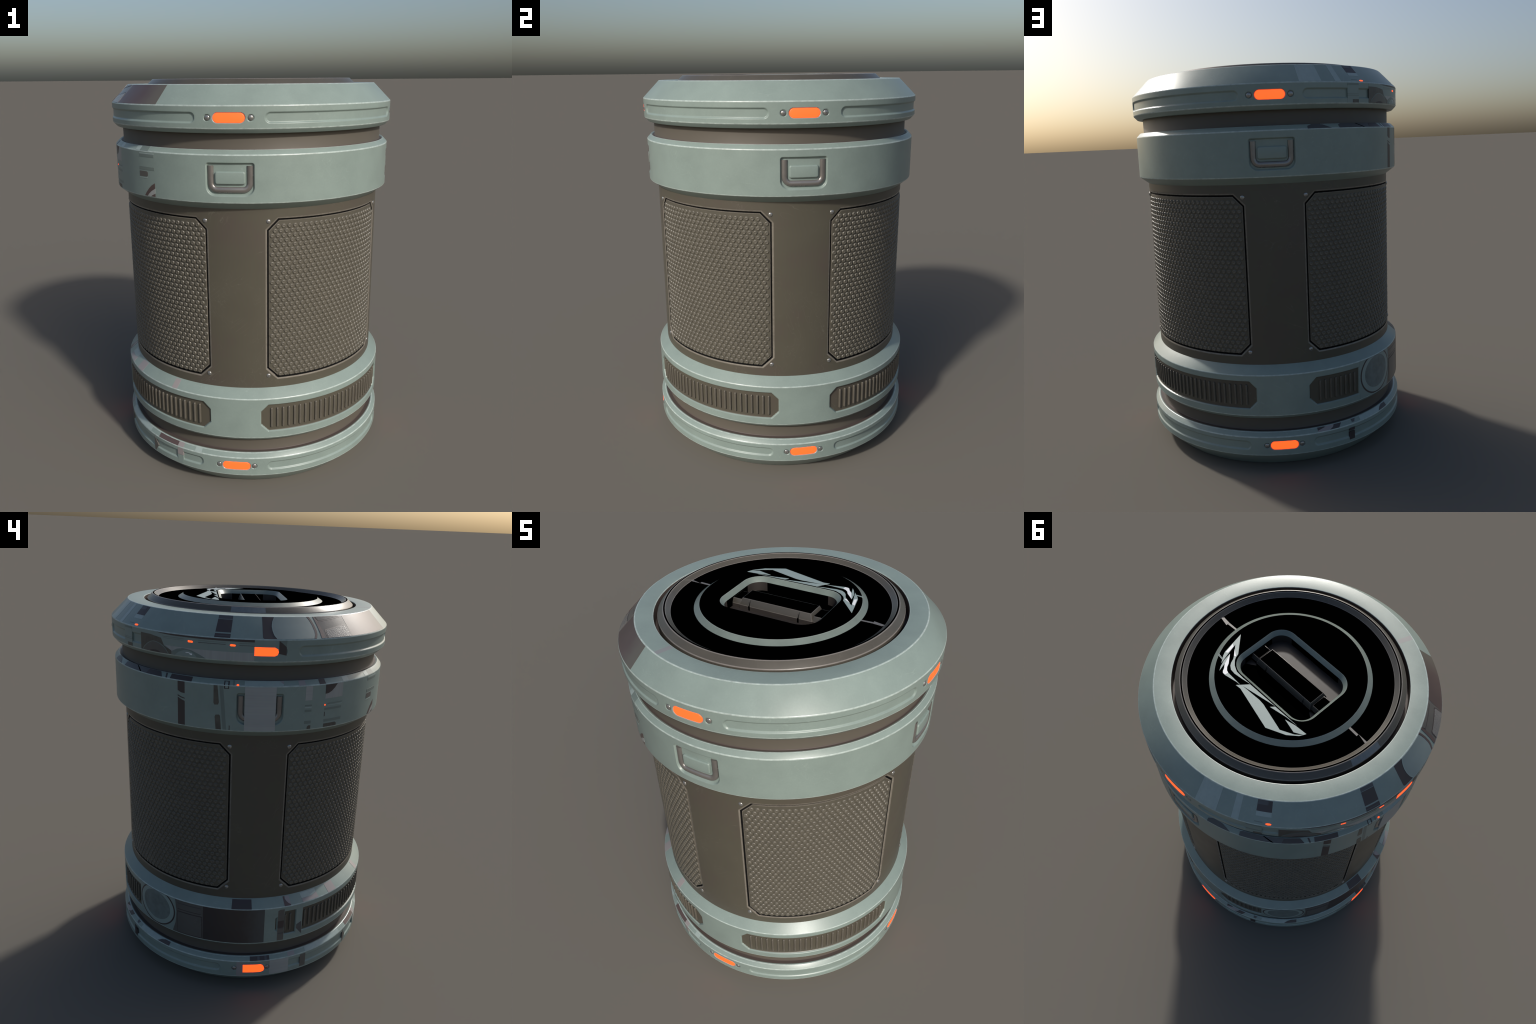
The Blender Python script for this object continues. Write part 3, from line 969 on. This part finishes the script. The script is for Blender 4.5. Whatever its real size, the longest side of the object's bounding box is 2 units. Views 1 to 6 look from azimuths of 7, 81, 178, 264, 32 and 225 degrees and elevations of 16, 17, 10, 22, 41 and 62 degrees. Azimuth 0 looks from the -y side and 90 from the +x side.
put(LID, "lid_wall", [
    ("bleed_plate", rect(210.8, 216.4, .03, .97), P_TEAL, 0),
    ("bleed_dash", rect(210.8, 216.4, .36, .39), P_TEALD, 1),
    ("bleed_dash", rect(210.8, 216.4, .44, .46), P_TEALD, 1),
    ("bleed_dash", rect(210.9, 216.4, .86, .95), P_TEALD, 1),
    ("bleed_plate", rect(213.3, 216.4, .03, .19), P_GRILLE, 1),
    ("bleed_plate", rect(222.2, 278.4, .03, .97), P_TEAL, 0),
    ("bleed_plate", [(222.2, .03), (237.0, .03), (237.0, .20), (233.7, .39), (232.4, .72), (227.4, .81), (222.2, .82)], P_GRILLE, 1),
    ("bleed_disc", [(223.0, .03), (223.8, .18), (225.5, .36), (227.2, .48), (228.6, .53), (230.4, .52), (232.0, .47), (233.5, .37), (234.6, .25), (235.9, .03)], P_TEALD, 2),
    ("bleed_disc", [(223.4, .03), (224.1, .16), (225.7, .33), (227.3, .45), (228.6, .50), (230.3, .49), (231.8, .44), (233.2, .34), (234.3, .23), (235.5, .03)], P_PLATE, 3),
    ("bleed_disc", oval(229.5, .03, 2.6, .10, 0, 180, 12), P_DARK, 4),
    ("bleed_dash", [(230.1, .97), (232.8, .93), (237.1, .905), (248.2, .89), (267.2, .87), (267.2, .975)], P_DARK, 1),
    ("bleed_dash", rect(233.0, 242.0, .800, .825), P_TEALD, 1),
    ("bleed_dash", rect(233.4, 242.0, .735, .750), P_TEALD, 1),
    ("bleed_dash", rect(247.5, 257.3, .800, .820), P_TEALD, 1),
    ("bleed_dash", rect(247.5, 257.3, .715, .740), P_SLATE, 1),
    ("bleed_dash", rect(262.0, 267.2, .79, .82), P_TEALD, 1),
    ("bleed_dash", rect(262.0, 267.2, .70, .72), P_SLATE, 1),
    ("bleed_lamp", [(243.7, .69), (245.3, .68), (245.6, .72), (245.3, .76), (243.7, .77)], GLOW, 1),
    ("bleed_lamp", [(258.8, .69), (259.1, .66), (260.5, .66), (260.8, .70), (260.5, .74), (259.1, .75), (258.8, .72)], GLOW, 1),
    ("bleed_plate", [(237.0, .03), (267.2, .03), (267.2, .40), (248.2, .41), (234.3, .42), (237.0, .20)], P_GREY, 1),
    ("bleed_disc", [(236.9, .03), (237.1, .19), (239.3, .33), (241.8, .39), (244.9, .34), (247.6, .20), (250.4, .03)], P_TEALD, 2),
    ("bleed_disc", [(238.4, .03), (240.0, .20), (242.0, .30), (243.5, .31), (244.9, .27), (246.2, .16), (247.1, .03)], P_TEAL, 3),
    ("arrow_mark", [(242.8, .225), (243.6, .235), (244.4, .21), (244.9, .18), (245.3, .20), (245.3, .12), (244.3, .13), (244.6, .16), (244.0, .195), (243.4, .205), (242.8, .20)], P_WHITE, 4),
    ("lamp_plate", [(267.2, .275), (274.2, .265), (275.2, .32), (275.6, .45), (275.3, .58), (274.2, .655), (267.2, .665)], GLOW, 1),
    ("bleed_plate", [(275.7, .38), (278.4, .30), (278.3, .68), (275.7, .96)], P_DARK, 2),
    ("bleed_plate", [(275.7, .965), (278.3, .69), (278.4, .965)], P_TEALD, 2),
])
put(COLLAR, "collar_chamfer", [
    ("bleed_plate", [(194.0, .06), (203.8, .06), (202.0, .50), (200.4, .85), (199.3, .96), (195.9, .96), (194.1, .6)], P_SLATE, 0),
    ("bleed_plate", [(207.4, .06), (224.2, .06), (224.2, .96), (208.6, .96), (207.4, .75)], P_SLATE, 0),
    ("bleed_plate", [(223.4, .06), (231.8, .06), (230.2, .94), (224.2, .94)], P_DARK, 1),
    ("bleed_dash", [(216.2, .94), (216.9, .94), (220.6, .06), (219.8, .06)], BLACK, 1),
    ("bleed_dash", [(233.5, .06), (234.2, .06), (233.6, .90), (232.9, .90)], P_DARK, 0),
    ("bleed_plate", rect(235.5, 244.6, .06, .90), P_DARK, 0),
    ("bleed_dash", rect(256.8, 257.2, .02, .70), P_DARK, 0),
    ("bleed_dash", rect(258.3, 258.8, .02, .72), P_DARK, 0),
    ("bleed_dash", rect(256.8, 258.8, .66, .76), P_DARK, 0),
    ("bleed_lamp", oval(261.8, .12, .42, .16, n=14), GLOW, 1),
    ("bleed_dash", rect(260.0, 260.7, .05, .95), P_TEALD, 0),
    ("bleed_plate", [(264.2, .04), (278.2, .04), (278.4, .36), (277.0, .92), (264.2, .92)], P_PALE, 0),
    ("bleed_plate", [(276.9, .92), (278.5, .36), (278.6, .92)], P_ROSE, 0),
    ("bleed_plate", rect(284.2, 286.8, .05, .95), P_ROSE, 0),
    ("bleed_plate", rect(292.6, 295.3, .05, .95), P_DARK, 0),
    ("bleed_plate", rect(303.8, 306.9, .05, .95), P_PALE, 0),
    ("bleed_plate", rect(318.0, 320.9, .05, .95), P_PALE, 0),
    ("bleed_plate", rect(320.9, 325.8, .05, .95), P_TEALD, 0),
])
put(COLLAR, "collar_wall", [
    ("bleed_plate", [(239.0, .78), (240.4, .74), (241.9, .73), (241.9, .985), (239.0, .985)], P_DARK, 0),
    ("bleed_dash", [(239.0, .655), (240.4, .625), (241.9, .61), (241.9, .63), (240.4, .65), (239.0, .685)], P_DARK, 0),
    ("bleed_plate", [(239.0, .02), (241.9, .02), (241.9, .56), (240.4, .59), (239.0, .63)], P_DARK, 0),
    ("bleed_grille", [(253.1, .985), (254.5, .985), (255.1, .62), (254.8, .57), (253.5, .56), (253.1, .60)], P_GRILLE, 0),
    ("bleed_grille", [(253.6, .30), (253.9, .34), (255.2, .35), (255.6, .32), (256.0, .02), (254.0, .02)], P_GRILLE, 0),
    ("bleed_dash", [(255.2, .985), (256.5, .985), (257.9, .02), (256.6, .02)], P_TEALD, 0),
    ("bleed_dash", rect(256.9, 257.3, .93, .99), P_DARK, 0),
    ("bleed_dash", rect(258.3, 258.7, .93, .99), P_DARK, 0),
    ("bleed_dash", rect(256.9, 258.7, .925, .94), P_DARK, 0),
    ("bleed_dash", rect(258.9, 259.15, .02, .12), P_DARK, 0),
    ("bleed_brushed", rect(264.4, 275.7, .02, .985), P_GREYH, 1),
    ("bleed_plate", rect(286.9, 289.7, .67, .985), P_GREYH, 0),
    ("bleed_dash", rect(286.9, 289.7, .54, .57), P_TEALD, 0),
    ("bleed_dash", rect(286.9, 289.7, .50, .52), P_PALE, 0),
    ("bleed_dash", rect(286.9, 289.7, .41, .46), P_TEALD, 0),
    ("bleed_dash", rect(287.0, 289.7, .14, .21), P_TEALD, 0),
    ("bleed_grille", [(288.2, .02), (289.7, .02), (289.7, .10), (288.8, .105), (288.2, .07)], P_GRILLE, 0),
    ("bleed_plate", rect(295.4, 303.8, .67, .985), P_GREY, 0),
    ("bleed_plate", [(295.4, .985), (300.8, .985), (299.6, .90), (298.2, .83), (296.8, .79), (295.4, .78)], P_DARK, 1),
    ("bleed_dash", rect(296.6, 303.9, .545, .565), P_TEALD, 0),
    ("bleed_dash", rect(296.8, 303.9, .508, .518), P_PALE, 0),
    ("bleed_dash", rect(295.4, 303.6, .41, .46), P_TEALD, 0),
    ("bleed_lamp", oval(295.5, .53, .28, .018, n=12), GLOW, 0),
    ("bleed_dash", rect(295.4, 295.7, .27, .37), P_DARK, 0),
    ("bleed_dash", rect(295.4, 303.8, .14, .20), P_TEALD, 0),
    ("bleed_grille", [(295.4, .02), (301.6, .02), (301.6, .07), (301.0, .10), (295.4, .10)], P_GRILLE, 0),
    ("bleed_dash", rect(320.6, 329.0, .935, .96), P_PALE, 0),
    ("bleed_dash", rect(320.6, 329.0, .87, .925), P_TEALD, 0),
    ("bleed_dash", rect(320.4, 329.0, .59, .66), P_TEALD, 0),
    ("bleed_plate", [(320.4, .44), (324.8, .445), (325.4, .47), (325.4, .54), (324.8, .56), (320.5, .56)], P_PLATE, 0),
    ("bleed_dash", [(320.4, .405), (325.2, .41), (325.2, .425), (320.4, .42)], P_PALE, 0),
    ("bleed_arc", [(329.0, .32), (327.2, .265), (325.6, .19), (324.1, .10), (323.0, .02), (324.7, .02), (325.5, .07), (326.8, .13), (329.0, .20)], P_MAUVE, 0),
    ("bleed_arc", [(329.0, .20), (326.8, .13), (325.5, .07), (324.7, .02), (326.6, .02), (327.4, .05), (329.0, .09)], P_GREY, 0),
    ("bleed_arc", [(329.0, .09), (327.4, .05), (326.6, .02), (329.0, .02)], P_MAUVE, 0),
])
put(FLANGE, "flange_chamfer", [
    ("bleed_plate", rect(261.6, 270.0, .03, .93), P_DARK, 0),
    ("bleed_plate", rect(284.1, 287.0, .04, .94), P_MAUVE, 0),
    ("bleed_plate", [(285.0, .94), (284.9, .70), (285.4, .45), (286.2, .25), (287.0, .15), (287.0, .94)], P_ROSE, 1),
    ("bleed_plate", [(292.6, .43), (297.9, .44), (300.6, .61), (300.8, .93), (292.5, .93)], P_PALE, 0),
    ("bleed_plate", [(292.7, .06), (301.0, .06), (300.8, .58), (297.9, .41), (292.7, .40)], P_ROSE, 0),
    ("bleed_plate", rect(306.8, 311.9, .03, .94), P_ROSE, 0),
    ("bleed_plate", rect(332.3, 335.0, .05, .92), P_ROSE, 0),
])
put(FLANGE, "flange_wall", [
    ("bleed_plate", [(214.9, .02), (235, .02), (236.6, .5), (236.4, .985), (214.9, .985)], P_TEAL, 0),
    ("bleed_disc_rim", oval(225.9, .565, 10.6, .555, n=56), P_DARK, 1),
    ("bleed_disc_bezel", oval(225.9, .565, 9.95, .515, n=56), P_RING, 2),
    ("bleed_disc", oval(225.9, .575, 8.0, .41, n=48), P_HAZE, 3),
    ("bleed_plate", [(235.2, .02), (249.6, .02), (249.6, .985), (236.6, .985), (237.2, .62), (236.7, .3)], P_PLATE, 0),
    ("bleed_outline", rect(237.7, 249.2, .03, .67), P_DARK, 1),
    ("bleed_cover", rect(237.95, 248.95, .05, .65), P_PLATE, 2),
    ("bleed_dash", rect(237.8, 248.8, .885, .905), P_SLATE, 1),
    ("bleed_dash", rect(237.8, 248.8, .72, .735), P_DARK, 1),
    ("bleed_plate", rect(249.6, 275.5, .02, .985), P_FADE2, 0),
    ("bleed_plate", [(281.3, .90), (282.3, .93), (284.1, .93), (284.1, .02), (281.3, .02)], P_PLATE, 0),
    ("bleed_plate", rect(281.3, 284.1, .40, .60), P_DARK, 1),
    ("bleed_dash", rect(281.5, 284.0, .215, .25), P_SLATE, 1),
    ("bleed_dash", rect(281.5, 284.0, .37, .41), P_SLATE, 1),
    ("bleed_plate", [(289.8, .13), (292.6, .06), (292.7, .985), (290.0, .985), (289.7, .84)], P_TEAL, 0),
    ("bleed_plate", [(289.9, .29), (292.7, .08), (292.3, .47), (290.0, .40)], P_SLATE, 1),
])
put(BASE, "base_chamfer", [
    ("bleed_plate", [(194.1, .10), (203.4, .10), (205.1, .90), (194.1, .90)], P_ROSE, 0),
    ("bleed_plate", [(194.1, .35), (197.6, .80), (196.9, .92), (194.1, .92)], P_DARK, 1),
    ("bleed_plate", [(199.2, .10), (203.4, .10), (205.1, .90), (201.5, .92), (200.9, .5)], P_DARK, 1),
    ("bleed_plate", [(210.0, .35), (211.2, .30), (212.2, .90), (210.0, .92)], P_SLATE, 0),
    ("bleed_plate", [(214.3, .15), (226.6, .15), (228.7, .80), (230.2, .90), (214.6, .90)], P_PALE, 0),
    ("bleed_plate", [(226.6, .10), (233.2, .10), (233.3, .90), (230.4, .90), (228.4, .60)], P_DARK, 1),
    ("bleed_plate", rect(270.0, 278.4, .08, .92), P_SLATE, 0),
    ("bleed_plate", rect(270.2, 273.2, .08, .92), P_DARK, 1),
    ("bleed_plate", rect(274.3, 276.3, .08, .92), P_DARK, 1),
    ("bleed_plate", rect(277.3, 278.4, .08, .92), P_DARK, 1),
    ("bleed_plate", rect(286.8, 290.0, .08, .92), P_ROSE, 0),
    ("bleed_plate", rect(295.3, 317.6, .08, .92), P_PALE, 0),
    ("bleed_plate", rect(323.7, 334.7, .08, .92), P_MAUVE, 0),
    ("bleed_plate", rect(334.7, 337.5, .08, .92), P_ROSE, 0),
    ("bleed_plate", rect(343.0, 345.9, .08, .92), P_PALE, 0),
])
put(BASE, "base_wall", [
    ("bleed_plate", rect(208.3, 211.0, .16, .60), P_DARK, 0),
    ("bleed_plate", rect(208.3, 211.0, .66, .82), P_DARK, 0),
    ("bleed_plate", rect(264.4, 267.1, .03, .96), P_ROSE, 0),
    ("lamp_plate", [(267.1, .275), (274.6, .265), (275.8, .33), (276.2, .46), (275.9, .59), (274.8, .66), (267.1, .67)], GLOW, 0),
    ("bleed_plate", rect(278.5, 287.0, .03, .96), P_GREYH, 0),
    ("bleed_plate", rect(292.6, 295.4, .10, .92), P_PLATE, 0),
    ("bleed_plate", [(320.6, .93), (323.3, .45), (321.4, .06), (320.7, .10)], P_PLATE, 0),
    ("bleed_plate", rect(334.7, 337.5, .55, .96), P_ROSE, 0),
    ("bleed_plate", rect(334.7, 337.5, .05, .53), P_TEAL, 0),
])
put(BEZ, "bezel_slope", [("bleed_plate", rect(255.8, 272.9, .05, .90), P_BEZ, 0)])
put(LID, "lid_top", [("bleed_plate", rect(337.5, 340.0, .04, .95), P_FAINT, -1)])

# remove stray helper data
for me in list(bpy.data.meshes):
    if me.users == 0:
        bpy.data.meshes.remove(me)
